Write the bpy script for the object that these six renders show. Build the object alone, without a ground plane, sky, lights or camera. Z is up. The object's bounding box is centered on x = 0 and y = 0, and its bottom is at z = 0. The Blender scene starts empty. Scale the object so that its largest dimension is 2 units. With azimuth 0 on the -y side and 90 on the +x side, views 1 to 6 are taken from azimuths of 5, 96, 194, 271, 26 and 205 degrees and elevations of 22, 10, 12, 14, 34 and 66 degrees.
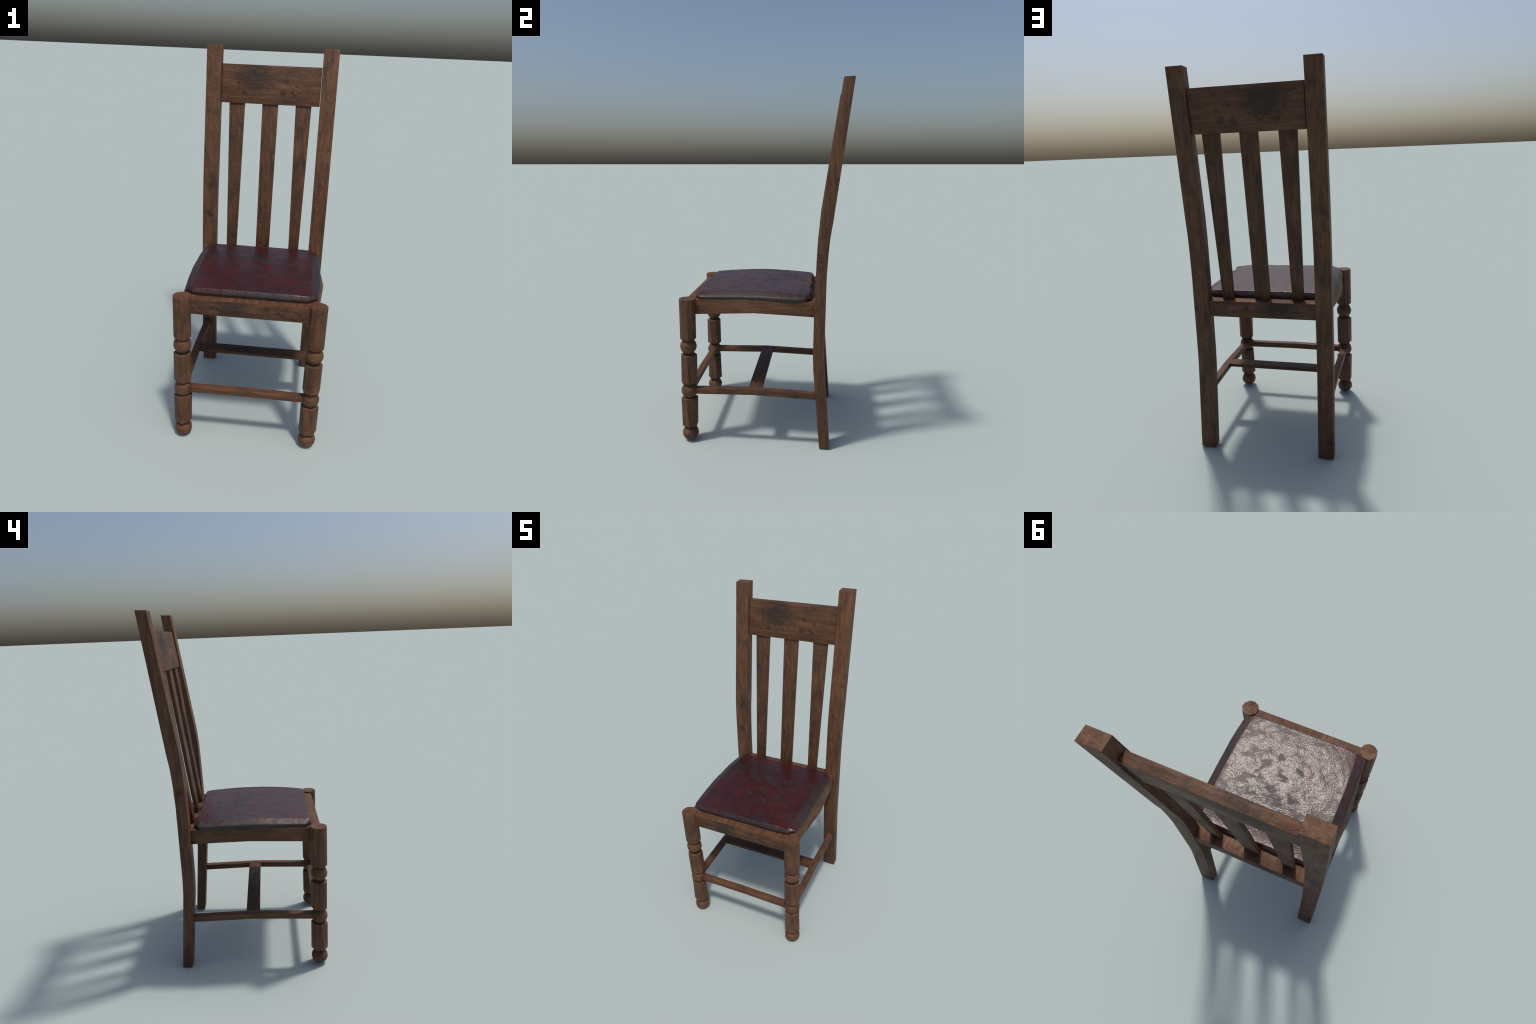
import bpy, bmesh, math, random
from mathutils import Vector, noise

random.seed(7)
scene = bpy.context.scene


# ------------------------------------------------------------------ materials
class Tree:
    """Small helper that strings shader nodes together."""

    def __init__(self, name):
        self.mat = bpy.data.materials.new(name)
        self.mat.use_nodes = True
        self.nt = self.mat.node_tree
        self.nt.nodes.clear()
        self.out = self.nt.nodes.new("ShaderNodeOutputMaterial")
        self.bsdf = self.nt.nodes.new("ShaderNodeBsdfPrincipled")
        self.nt.links.new(self.bsdf.outputs[0], self.out.inputs[0])

    def link(self, a, b):
        self.nt.links.new(a, b)

    def put(self, sock, v):
        if isinstance(v, bpy.types.NodeSocket):
            self.link(v, sock)
        elif v is not None:
            sock.default_value = v

    def coords(self, jitter=True):
        tc = self.nt.nodes.new("ShaderNodeTexCoord")
        if not jitter:
            return tc.outputs["Object"]
        info = self.nt.nodes.new("ShaderNodeObjectInfo")
        mul = self.math("MULTIPLY", info.outputs["Random"], 37.0)
        comb = self.nt.nodes.new("ShaderNodeCombineXYZ")
        for i in range(3):
            self.link(mul, comb.inputs[i])
        add = self.nt.nodes.new("ShaderNodeVectorMath")
        add.operation = "ADD"
        self.link(tc.outputs["Object"], add.inputs[0])
        self.link(comb.outputs[0], add.inputs[1])
        return add.outputs[0]

    def mapping(self, vec, scale=(1, 1, 1), loc=(0, 0, 0), rot=(0, 0, 0)):
        m = self.nt.nodes.new("ShaderNodeMapping")
        self.link(vec, m.inputs["Vector"])
        m.inputs["Scale"].default_value = scale
        m.inputs["Location"].default_value = loc
        m.inputs["Rotation"].default_value = rot
        return m.outputs[0]

    def noise(self, vec, scale, detail=4, rough=0.55, distort=0.0):
        n = self.nt.nodes.new("ShaderNodeTexNoise")
        self.link(vec, n.inputs["Vector"])
        n.inputs["Scale"].default_value = scale
        n.inputs["Detail"].default_value = detail
        n.inputs["Roughness"].default_value = rough
        n.inputs["Distortion"].default_value = distort
        return n.outputs["Fac"]

    def voronoi(self, vec, scale, feature="F1"):
        n = self.nt.nodes.new("ShaderNodeTexVoronoi")
        n.feature = feature
        self.link(vec, n.inputs["Vector"])
        n.inputs["Scale"].default_value = scale
        return n.outputs["Distance"]

    def ramp(self, fac, stops, interp="LINEAR"):
        r = self.nt.nodes.new("ShaderNodeValToRGB")
        r.color_ramp.interpolation = interp
        el = r.color_ramp.elements
        while len(el) < len(stops):
            el.new(0.5)
        for e, (p, c) in zip(el, stops):
            e.position = p
            e.color = (c[0], c[1], c[2], 1) if isinstance(c, tuple) else (c, c, c, 1)
        self.link(fac, r.inputs[0])
        return r.outputs[0]

    def mix(self, fac, a, b, blend="MIX"):
        m = self.nt.nodes.new("ShaderNodeMix")
        m.data_type = "RGBA"
        m.blend_type = blend
        self.put(m.inputs[0], fac)
        for s, v in ((m.inputs[6], a), (m.inputs[7], b)):
            if isinstance(v, tuple):
                v = (*v, 1)
            self.put(s, v)
        return m.outputs[2]

    def math(self, op, a, b=None, clamp=False):
        m = self.nt.nodes.new("ShaderNodeMath")
        m.operation = op
        m.use_clamp = clamp
        self.put(m.inputs[0], a)
        if b is not None:
            self.put(m.inputs[1], b)
        return m.outputs[0]

    def bump(self, height, strength, dist, normal=None):
        b = self.nt.nodes.new("ShaderNodeBump")
        b.inputs["Strength"].default_value = strength
        b.inputs["Distance"].default_value = dist
        self.link(height, b.inputs["Height"])
        if normal is not None:
            self.link(normal, b.inputs["Normal"])
        return b.outputs[0]


def wood(name, axis, tint=1.0, marks=False):
    """Old stained hardwood; grain runs along the given axis (0 x, 1 y, 2 z).
    marks adds the big stain and the knots that every wide plank of this chair shows."""
    t = Tree(name)
    p = t.coords()
    local = t.coords(jitter=False)

    def along(a, long, cross):
        s = [cross] * 3
        s[a] = long
        return tuple(s)

    grain = t.noise(t.mapping(p, along(axis, 5, 60)), 1.0, 5, 0.6, 0.35)
    fine = t.noise(t.mapping(p, along(axis, 9, 340)), 1.0, 3, 0.6)
    blotch = t.noise(t.mapping(p, along(axis, 7, 13)), 1.0, 4, 0.6, 0.5)
    dark = t.noise(t.mapping(p, along(axis, 8, 15), loc=(3.1, 7.7, 1.3)), 1.0, 6, 0.64, 0.8)
    wob = t.noise(t.mapping(p, (60, 60, 60)), 1.0, 3)
    k = tint
    base = t.ramp(grain, [(0.30, (0.072 * k, 0.0310 * k, 0.0145 * k)),
                          (0.50, (0.124 * k, 0.0545 * k, 0.0255 * k)),
                          (0.72, (0.190 * k, 0.0860 * k, 0.0420 * k))])
    base = t.mix(t.ramp(fine, [(0.42, 0.0), (0.66, 0.55)]), base,
                 (0.052 * k, 0.0235 * k, 0.0120 * k))
    base = t.mix(t.ramp(blotch, [(0.45, 0.0), (0.68, 0.62)]), base,
                 (0.062 * k, 0.0310 * k, 0.0175 * k))
    stain = t.ramp(dark, [(0.55, 0.0), (0.70, 0.80)])
    # small knocks: sparse cells
    cell = t.mapping(p, along(axis, 17, 28), loc=(5.3, 2.2, 9.1))
    kn = t.math("ADD", t.voronoi(cell, 1.0), t.math("MULTIPLY", wob, 0.35))
    knot = t.ramp(kn, [(0.20, 1.0), (0.30, 0.0)])
    lumpm = t.ramp(blotch, [(0.46, 0.12), (0.60, 1.0)])
    if marks:
        sep = t.nt.nodes.new("ShaderNodeSeparateXYZ")
        t.link(local, sep.inputs[0])

        def spot(x, z, rx, rz, lo, hi, wobble):
            dx = t.math("DIVIDE", t.math("SUBTRACT", sep.outputs[0], x), rx)
            dz = t.math("DIVIDE", t.math("SUBTRACT", sep.outputs[2], z), rz)
            d = t.math("SQRT", t.math("ADD", t.math("MULTIPLY", dx, dx), t.math("MULTIPLY", dz, dz)))
            d = t.math("ADD", d, t.math("MULTIPLY", t.math("SUBTRACT", wobble, 0.5), 1.6))
            return t.ramp(d, [(lo, 1.0), (hi, 0.0)])

        big = spot(-0.090, 0.012, 0.125, 0.115, 0.30, 1.05, t.math("ADD", t.math("MULTIPLY", t.math("SUBTRACT", dark, 0.5), -1.2), t.math("ADD", 0.5, t.math("MULTIPLY", t.math("SUBTRACT", wob, 0.5), 0.8))))
        stain = t.math("MAXIMUM", stain, t.math("MULTIPLY", big, 0.80))
        lumpm = t.math("MAXIMUM", lumpm, big)
        for x, z, r in ((0.082, 0.000, 0.017), (0.146, -0.022, 0.012), (0.066, -0.066, 0.021), (0.132, -0.075, 0.015),
                        (-0.150, -0.070, 0.018), (-0.186, -0.015, 0.010), (0.120, -0.058, 0.012)):
            knot = t.math("MAXIMUM", knot, spot(x, z, r, r, 0.60, 1.0, wob))
    base = t.mix(stain, base, (0.027, 0.0185, 0.0145))
    base = t.mix(t.math("MULTIPLY", knot, 0.7), base, (0.031, 0.0185, 0.0130))
    t.link(base, t.bsdf.inputs["Base Color"])
    t.link(t.ramp(blotch, [(0.3, 0.52), (0.7, 0.66)]), t.bsdf.inputs["Roughness"])
    t.bsdf.inputs["Specular IOR Level"].default_value = 0.28
    # relief: grain pores, dents, oblique gouges
    lump = t.noise(t.mapping(p, along(axis, 22, 42), loc=(1.7, 4.4, 8.8)), 1.0, 4, 0.6, 1.1)
    lump2 = t.math("MULTIPLY", t.ramp(lump, [(0.38, 0.0), (0.60, 1.0)]), lumpm)
    gvec = t.mapping(p, (55, 55, 55), rot=(0.5, 0.6, 0.5))
    gvec = t.mapping(gvec, along(axis, 0.25, 2.6))
    gouge = t.noise(gvec, 1.0, 2, 0.5, 0.3)
    gm = t.ramp(t.noise(t.mapping(p, (6, 6, 6), loc=(9, 1, 4)), 1.0, 2), [(0.56, 0.0), (0.66, 1.0)])
    gouge = t.math("MULTIPLY", t.ramp(gouge, [(0.50, 0.0), (0.60, 1.0)]), gm)
    n = t.bump(grain, 0.26, 0.004)
    n = t.bump(t.math("MULTIPLY", lump2, -1.0), 0.42, 0.005, n)
    n = t.bump(t.math("MULTIPLY", gouge, -1.0), 0.6, 0.003, n)
    n = t.bump(t.math("MULTIPLY", knot, -1.0), 0.6, 0.003, n)
    t.link(n, t.bsdf.inputs["Normal"])
    return t.mat


def leather(name):
    t = Tree(name)
    p = t.coords(jitter=False)
    tone = t.noise(t.mapping(p, (6, 6, 6)), 1.0, 4, 0.6, 0.4)
    patch = t.noise(t.mapping(p, (17, 22, 17), loc=(2.3, 0.7, 0)), 1.0, 6, 0.62, 0.7)
    broad = t.noise(t.mapping(p, (5.0, 5.0, 5.0), loc=(0.4, 3.7, 0)), 1.0, 3, 0.55)
    speck = t.noise(t.mapping(p, (120, 120, 120)), 1.0, 3, 0.6)
    col = t.ramp(tone, [(0.32, (0.022, 0.0075, 0.0075)), (0.50, (0.039, 0.0063, 0.0060)),
                        (0.70, (0.060, 0.0078, 0.0058))])
    col = t.mix(t.ramp(speck, [(0.45, 0.0), (0.70, 0.35)]), col, (0.020, 0.0075, 0.0080))
    worn = t.ramp(t.math("ADD", patch, t.math("MULTIPLY", t.math("SUBTRACT", broad, 0.5), 0.6)),
                  [(0.51, 0.0), (0.64, 0.85)])
    sep0 = t.nt.nodes.new("ShaderNodeSeparateXYZ")
    t.link(p, sep0.inputs[0])
    mx = t.math("MULTIPLY", t.math("ADD", sep0.outputs[0], 0.02), 4.2)
    my = t.math("MULTIPLY", t.math("ADD", sep0.outputs[1], 0.06), 4.2)
    mid = t.math("SQRT", t.math("ADD", t.math("MULTIPLY", mx, mx), t.math("MULTIPLY", my, my)))
    worn = t.math("MULTIPLY", worn, t.ramp(mid, [(0.60, 1.0), (1.0, 0.55)]))
    # blackish, uneven rim of the cushion: distance from the seat centre in x and y
    sep = t.nt.nodes.new("ShaderNodeSeparateXYZ")
    t.link(p, sep.inputs[0])
    ax = t.math("ABSOLUTE", sep.outputs[0])
    fx = t.math("DIVIDE", t.math("SUBTRACT", ax, 0.235), 0.11)
    ay = t.math("ABSOLUTE", t.math("ADD", sep.outputs[1], 0.062))
    fy = t.math("DIVIDE", t.math("SUBTRACT", ay, 0.292), 0.04)
    rim = t.math("MAXIMUM", fx, fy, clamp=True)
    rimn = t.math("ADD", rim, t.math("MULTIPLY", t.math("SUBTRACT", patch, 0.5), 2.4))
    rimm = t.math("MULTIPLY", t.ramp(rimn, [(0.35, 0.0), (1.0, 0.85)]), t.math("MINIMUM", t.math("MULTIPLY", rim, 3.0), 1.0))
    worn = t.math("MAXIMUM", worn, rimm)
    col = t.mix(worn, col, (0.019, 0.0170, 0.0160))
    t.link(col, t.bsdf.inputs["Base Color"])
    t.link(t.ramp(worn, [(0.0, 0.33), (0.9, 0.58)]), t.bsdf.inputs["Roughness"])
    t.bsdf.inputs["Specular IOR Level"].default_value = 0.5
    # leather grain: fine creased cells plus soft folds
    warp = t.mapping(p, (1.0, 1.45, 1.0))
    c1 = t.noise(warp, 125, 1, 0.4, 0.3)
    c2 = t.voronoi(warp, 95)
    fold = t.noise(t.mapping(p, (14, 26, 20)), 1.0, 2, 0.5, 0.4)
    n = t.bump(c1, 0.30, 0.0036)
    n = t.bump(c2, 0.16, 0.003, n)
    n = t.bump(fold, 0.08, 0.006, n)
    n = t.bump(t.math("MULTIPLY", worn, -1.0), 0.12, 0.002, n)
    t.link(n, t.bsdf.inputs["Normal"])
    return t.mat


WOOD = [wood("walnut_grain_sideways", 0), wood("walnut_grain_deep", 1), wood("walnut_grain_upright", 2)]
WOOD_BALL = wood("walnut_turned", 0, 1.08)
PLANK = wood("walnut_plank_knotted", 0, 0.90, marks=True)
BAR = wood("walnut_bar_shade_tinted", 0, 0.72)  # tint lowered to put the shade under the seat into the cross stretcher
SPLAT = wood("walnut_splat", 2, 0.80)
DARK = wood("walnut_groove_painted_shade", 2, 0.20)  # crevice shadow of the leg grooves painted as near-black wood
LEATHER = leather("oxblood_leather")

# ------------------------------------------------------------------ builders
chair = bpy.data.objects.new("wooden_chair", None)
chair.empty_display_size = 0.2
scene.collection.objects.link(chair)
chair["label"] = "tall slat-back dining chair, dark worn wood, red leather seat"
chair["category"] = "chair"


def make_object(name, bm, mats, parent=chair, smooth=None, bevel=0.0, origin=None):
    bmesh.ops.recalc_face_normals(bm, faces=bm.faces[:])
    if bevel:
        edges = [e for e in bm.edges if len(e.link_faces) == 2 and e.calc_face_angle(0) > math.radians(50)]
        bmesh.ops.bevel(bm, geom=edges, offset=bevel, segments=2, profile=0.6, affect="EDGES", clamp_overlap=True)
    if origin is not None:
        bmesh.ops.translate(bm, verts=bm.verts[:], vec=-Vector(origin))
    me = bpy.data.meshes.new(name)
    bm.to_mesh(me)
    bm.free()
    for m in mats:
        me.materials.append(m)
    if smooth is not None:
        me.shade_smooth()
        me.set_sharp_from_angle(angle=math.radians(smooth))
    ob = bpy.data.objects.new(name, me)
    scene.collection.objects.link(ob)
    if origin is not None:
        ob.location = origin
    ob.parent = parent
    return ob


def loft(bm, rings, cap=True, flip_diagonal=None):
    """Skin a list of vertex rings of equal count; returns the side faces."""
    vs = [[bm.verts.new(v) for v in r] for r in rings]
    n = len(vs[0])
    faces = []
    for a, b in zip(vs, vs[1:]):
        for i in range(n):
            j = (i + 1) % n
            if flip_diagonal is None:
                faces.append(bm.faces.new((a[i], a[j], b[j], b[i])))
            elif flip_diagonal:
                faces.append(bm.faces.new((a[i], a[j], b[i])))
                faces.append(bm.faces.new((a[j], b[j], b[i])))
            else:
                faces.append(bm.faces.new((a[i], a[j], b[j])))
                faces.append(bm.faces.new((a[i], b[j], b[i])))
    if cap:
        bm.faces.new(vs[0])
        bm.faces.new(vs[-1])
    return faces


def beam_x(name, stations, mat, top_mat=None, parent=chair, origin=None):
    """Bar running along x. stations: (x, y_front, y_back, z_bottom, z_top)."""
    bm = bmesh.new()
    loft(bm, [[(x, yf, zb), (x, yb, zb), (x, yb, zt), (x, yf, zt)] for x, yf, yb, zb, zt in stations])
    if top_mat is not None:
        for f in bm.faces:
            f.normal_update()
        bmesh.ops.recalc_face_normals(bm, faces=bm.faces[:])
        for f in bm.faces:
            if f.normal.z > 0.9:
                f.material_index = 1
    return make_object(name, bm, [mat] + ([top_mat] if top_mat else []), parent, smooth=25, bevel=0.0016, origin=origin)


def beam_y(name, stations, mat, parent=chair):
    """Bar running along y. stations: (y, x_inner, x_outer_bottom, x_outer_top, z_bottom, z_top)."""
    bm = bmesh.new()
    loft(bm, [[(xi, y, zb), (xo, y, zb), (xt, y, zt), (xi, y, zt)] for y, xi, xo, xt, zb, zt in stations])
    return make_object(name, bm, [mat], parent, smooth=25, bevel=0.0016)


# ------------------------------------------------------------------ back posts
# side profile: (z, y of the front face, y of the back face)
POST = [(0.004, 0.3205, 0.3770), (0.465, 0.2810, 0.3420), (0.550, 0.2780, 0.3395), (0.760, 0.2805, 0.3415),
        (0.980, 0.2865, 0.3440), (1.100, 0.2905, 0.3505), (1.190, 0.2950, 0.3580), (1.275, 0.3030, 0.3715)]
POST_TOP = (1.998, 0.4090, 0.4660)



for side in (1, -1):
    bm = bmesh.new()
    rings = []
    lean = -0.0013 * side
    for z, yf, yb in POST + [POST_TOP]:
        dz = 0.002 if z == POST_TOP[0] else 0.0
        inner, outer = 0.2868 - 0.0016 * z + lean, 0.3680 + 0.0007 * z + lean
        rings.append([(side * inner, yf, z), (side * outer, yf, z),
                      (side * outer, yb, z + dz), (side * inner, yb, z + dz)])
    loft(bm, rings)
    make_object("back_post", bm, [WOOD[2]], smooth=25, bevel=0.0018)

# ------------------------------------------------------------------ crest rail (leans with the posts)
bm = bmesh.new()
CZ0, CZ1 = 1.693, 1.8995
ring = lambda x: [(x, 0.3725, CZ0), (x, 0.4130, CZ0 - 0.004), (x, 0.4440, CZ1), (x, 0.4025, CZ1 + 0.001)]
loft(bm, [ring(x) for x in (-0.2797, 0.0, 0.2797)])
make_object("crest_rail", bm, [PLANK], smooth=25, bevel=0.0016, origin=(0, 0.405, 1.815))

# ------------------------------------------------------------------ splats: taper towards the seat
for xt0, xt1, xb0, xb1 in ((-0.2345, -0.1455, -0.219, -0.160), (-0.0450, 0.0455, -0.040, 0.040),
                           (0.1450, 0.2345, 0.160, 0.219)):
    bm = bmesh.new()
    rings = []
    for k in (0.0, 0.33, 0.66, 1.0):
        z = 0.832 + (1.702 - 0.832) * k
        yf = 0.273 + (0.3815 - 0.273) * k
        x0, x1 = xb0 + (xt0 - xb0) * k, xb1 + (xt1 - xb1) * k
        rings.append([(x0, yf, z), (x1, yf, z), (x1, yf + 0.021, z), (x0, yf + 0.021, z)])
    loft(bm, rings)
    make_object("splat", bm, [SPLAT], smooth=25, bevel=0.0014)

# ------------------------------------------------------------------ seat rails
beam_x("seat_rail", [(x, -0.4350, -0.375, 0.753, 0.834) for x in (-0.305, 0.0, 0.305)], PLANK, WOOD[1],
       origin=(0, -0.405, 0.808))
beam_x("seat_rail", [(x, 0.252, 0.3380, 0.751, 0.836) for x in (-0.288, 0.0, 0.288)], PLANK, WOOD[1],
       origin=(0, 0.300, 0.803))
for side in (1, -1):  # the side rails belly out at their lower edge
    beam_y("seat_rail", [(-0.400, side * 0.280, side * 0.3340, side * 0.3370, 0.7520, 0.8350),
                         (-0.220, side * 0.290, side * 0.3545, side * 0.3490, 0.7665, 0.8430),
                         (-0.045, side * 0.300, side * 0.3725, side * 0.3450, 0.7800, 0.8480),
                         (0.100, side * 0.292, side * 0.3600, side * 0.3430, 0.7715, 0.8430),
                         (0.290, side * 0.280, side * 0.3380, side * 0.3340, 0.7570, 0.8370)], WOOD[1])

# ------------------------------------------------------------------ stretchers
beam_x("stretcher", [(-0.320, -0.439, -0.403, 0.286, 0.320), (0.0, -0.439, -0.403, 0.290, 0.324),
                     (0.320, -0.439, -0.403, 0.286, 0.320)], WOOD[0])
for side in (1, -1):
    beam_y("stretcher", [(-0.400, side * 0.319, side * 0.3560, side * 0.3560, 0.289, 0.323),
                         (-0.050, side * 0.319, side * 0.3560, side * 0.3560, 0.299, 0.333),
                         (0.295, side * 0.319, side * 0.3560, side * 0.3560, 0.289, 0.323)], WOOD[1])
beam_x("stretcher", [(-0.325, -0.083, -0.006, 0.312, 0.3305), (0.325, -0.083, -0.006, 0.312, 0.3305)], BAR)

# ------------------------------------------------------------------ turned front legs
LEG_X, LEG_Y = 0.3370, -0.4215


def polygon(cx, cy, r, n, phase, z, mirror=1):
    return [(cx + mirror * r * math.cos(math.radians(phase) + 2 * math.pi * i / n),
             cy + r * math.sin(math.radians(phase) + 2 * math.pi * i / n), z) for i in range(n)]


def shaft(bm, cx, sides, radius, ph0, ph1, z0, z1, chamfer=0.010, inner=0.036, top_chamfer=True):
    """Faceted block whose top outline is turned against its bottom outline."""
    args = (cx, LEG_Y)
    lo = polygon(*args, radius, sides, ph1, z0 + chamfer)
    hi = polygon(*args, radius, sides, ph0, z1 - (0.004 if top_chamfer else 0.0))
    rings = [polygon(*args, inner, sides, ph1, z0), lo]
    loft(bm, rings, cap=False)
    loft(bm, [lo, hi], cap=False, flip_diagonal=False)
    if top_chamfer:
        loft(bm, [hi, polygon(*args, inner, sides, ph0, z1)], cap=False)
    top = polygon(*args, inner if top_chamfer else radius, sides, ph0, z1)
    bm.faces.new([bm.verts.new(v) for v in top])
    bm.faces.new([bm.verts.new(v) for v in rings[0]])
    bmesh.ops.remove_doubles(bm, verts=bm.verts[:], dist=1e-5)


def turned(bm, cx, profile, n=14):
    loft(bm, [[(cx + r * math.cos(2 * math.pi * i / n), LEG_Y + r * math.sin(2 * math.pi * i / n), z)
               for i in range(n)] for r, z in profile])


def ball(cx, zc, r, half, lo, hi, steps=7):
    prof = []
    for i in range(steps + 1):
        a = lo + (hi - lo) * i / steps
        prof.append((max(r * math.cos(a), 0.004), zc + half * math.sin(a)))
    return prof


for side, twist in ((1, 0), (-1, 23)):
    cx = side * LEG_X
    bm = bmesh.new()
    shaft(bm, cx, 10, 0.0462, 8 + twist, 14 + twist, 0.606, 0.842, top_chamfer=False)
    shaft(bm, cx, 7, 0.0468, -48 + twist, -40 + twist, 0.345, 0.520)
    shaft(bm, cx, 6, 0.0475, -11 + twist, 6 + twist, 0.086, 0.265)
    leg = make_object("front_leg", bm, [WOOD[2]], smooth=20)
    for zc in (0.5665, 0.3030):
        bm = bmesh.new()
        turned(bm, cx, ball(cx, zc, 0.0468, 0.0470, -1.05, 1.05))
        make_object("bead", bm, [WOOD_BALL], leg, smooth=70)
        bm = bmesh.new()
        turned(bm, cx, [(0.0315, zc - 0.055), (0.0330, zc - 0.046), (0.0315, zc - 0.036)])
        make_object("collar", bm, [DARK], leg, smooth=60)
    bm = bmesh.new()
    turned(bm, cx, ball(cx, 0.0440, 0.0468, 0.0440, -math.pi / 2, 1.05, 9))
    make_object("ball_foot", bm, [WOOD_BALL], leg, smooth=70)

# ------------------------------------------------------------------ leather seat cushion
# half outlines (x, y, z), front centre round to rear centre
BASE = [(0.0, -0.386, 0.832), (0.14, -0.386, 0.832), (0.25, -0.386, 0.832), (0.289, -0.384, 0.832), (0.332, -0.352, 0.834),
        (0.343, -0.255, 0.840), (0.3475, -0.04, 0.846), (0.347, 0.190, 0.837), (0.335, 0.232, 0.834), (0.298, 0.262, 0.834),
        (0.21, 0.263, 0.834), (0.12, 0.263, 0.834), (0.0, 0.263, 0.834)]
SIDE = [(0.0, -0.389, 0.850), (0.14, -0.389, 0.850), (0.25, -0.389, 0.850), (0.291, -0.387, 0.850), (0.336, -0.354, 0.857),
        (0.346, -0.255, 0.861), (0.3505, -0.04, 0.866), (0.3495, 0.190, 0.859), (0.337, 0.233, 0.855), (0.299, 0.264, 0.853),
        (0.21, 0.266, 0.853), (0.12, 0.266, 0.853), (0.0, 0.266, 0.853)]
EDGE = [(0.0, -0.377, 0.871), (0.14, -0.377, 0.871), (0.25, -0.377, 0.870), (0.286, -0.376, 0.869), (0.291, -0.357, 0.870),
        (0.299, -0.250, 0.881), (0.303, -0.04, 0.890), (0.301, 0.165, 0.880), (0.297, 0.232, 0.874), (0.290, 0.250, 0.872),
        (0.20, 0.252, 0.873), (0.12, 0.252, 0.873), (0.0, 0.252, 0.873)]
CORNERS = (3, 4, 8, 9)  # outline points that stay sharp


def full(half):
    return half + [(-x, y, z) for x, y, z in reversed(half[1:-1])]


CY = -0.060
CROWN = [(-0.40, 0.8650), (-0.37, 0.8695), (-0.31, 0.8760), (-0.20, 0.8825), (-0.05, 0.8855), (0.10, 0.8815), (0.20, 0.8745), (0.26, 0.8690)]


def crown(y):
    for a, b in zip(CROWN, CROWN[1:]):
        if y <= b[0]:
            return a[1] + (b[1] - a[1]) * (y - a[0]) / (b[0] - a[0])
    return CROWN[-1][1]


def shrink(ring, k, rise):
    return [(x * k, CY + (y - CY) * k, crown(CY + (y - CY) * k) + rise) for x, y, z in ring]


bm = bmesh.new()
edge = full(EDGE)
foot = [(x * 0.9, CY + (y - CY) * 0.9, 0.828) for x, y, z in full(BASE)]
rings = [foot, full(BASE), full(SIDE), edge, shrink(edge, 0.94, 0.0012), shrink(edge, 0.84, 0.0010), shrink(edge, 0.72, 0.0005),
         shrink(edge, 0.42, 0.0005), shrink(edge, 0.14, 0.0005)]
loft(bm, rings)
n = len(edge)
bm.verts.index_update()
bm.verts.ensure_lookup_table()
pin = bm.verts.layers.float.new("crease_vert")
for v in bm.verts:
    if v.index // n == 3 and min(v.index % n, n - v.index % n) in (3, 9):
        v[pin] = 0.6
crease = bm.edges.layers.float.new("crease_edge")
sharp = set(CORNERS) | {n - c for c in CORNERS}
for e in bm.edges:
    (ra, ia), (rb, ib) = (divmod(v.index, n) for v in e.verts)
    if ra == rb:
        e[crease] = {1: 0.8, 2: 0.30, 3: 0.50}.get(ra, 0.0)
    elif ia in sharp and max(ra, rb) <= 3:
        e[crease] = 0.72
me = bpy.data.meshes.new("seat_cushion")
bmesh.ops.recalc_face_normals(bm, faces=bm.faces[:])
bm.to_mesh(me)
bm.free()
cushion = bpy.data.objects.new("seat_cushion", me)
scene.collection.objects.link(cushion)
sub = cushion.modifiers.new("sub", "SUBSURF")
sub.levels = sub.render_levels = 4
dg = bpy.context.evaluated_depsgraph_get()
me2 = bpy.data.meshes.new_from_object(cushion.evaluated_get(dg))
cushion.modifiers.clear()
cushion.data = me2
me2.name = "seat_cushion"
for v, nrm in [(v, v.normal.copy()) for v in me2.vertices]:  # soft unevenness of old stuffing
    q = v.co
    d = 0.0022 * noise.noise(Vector((q.x * 11, q.y * 11, q.z * 11)))
    d += 0.0010 * noise.noise(Vector((q.x * 34, q.y * 34, q.z * 34 + 5)))
    v.co = q + nrm * d
me2.materials.append(LEATHER)
me2.shade_smooth()
cushion.parent = chair
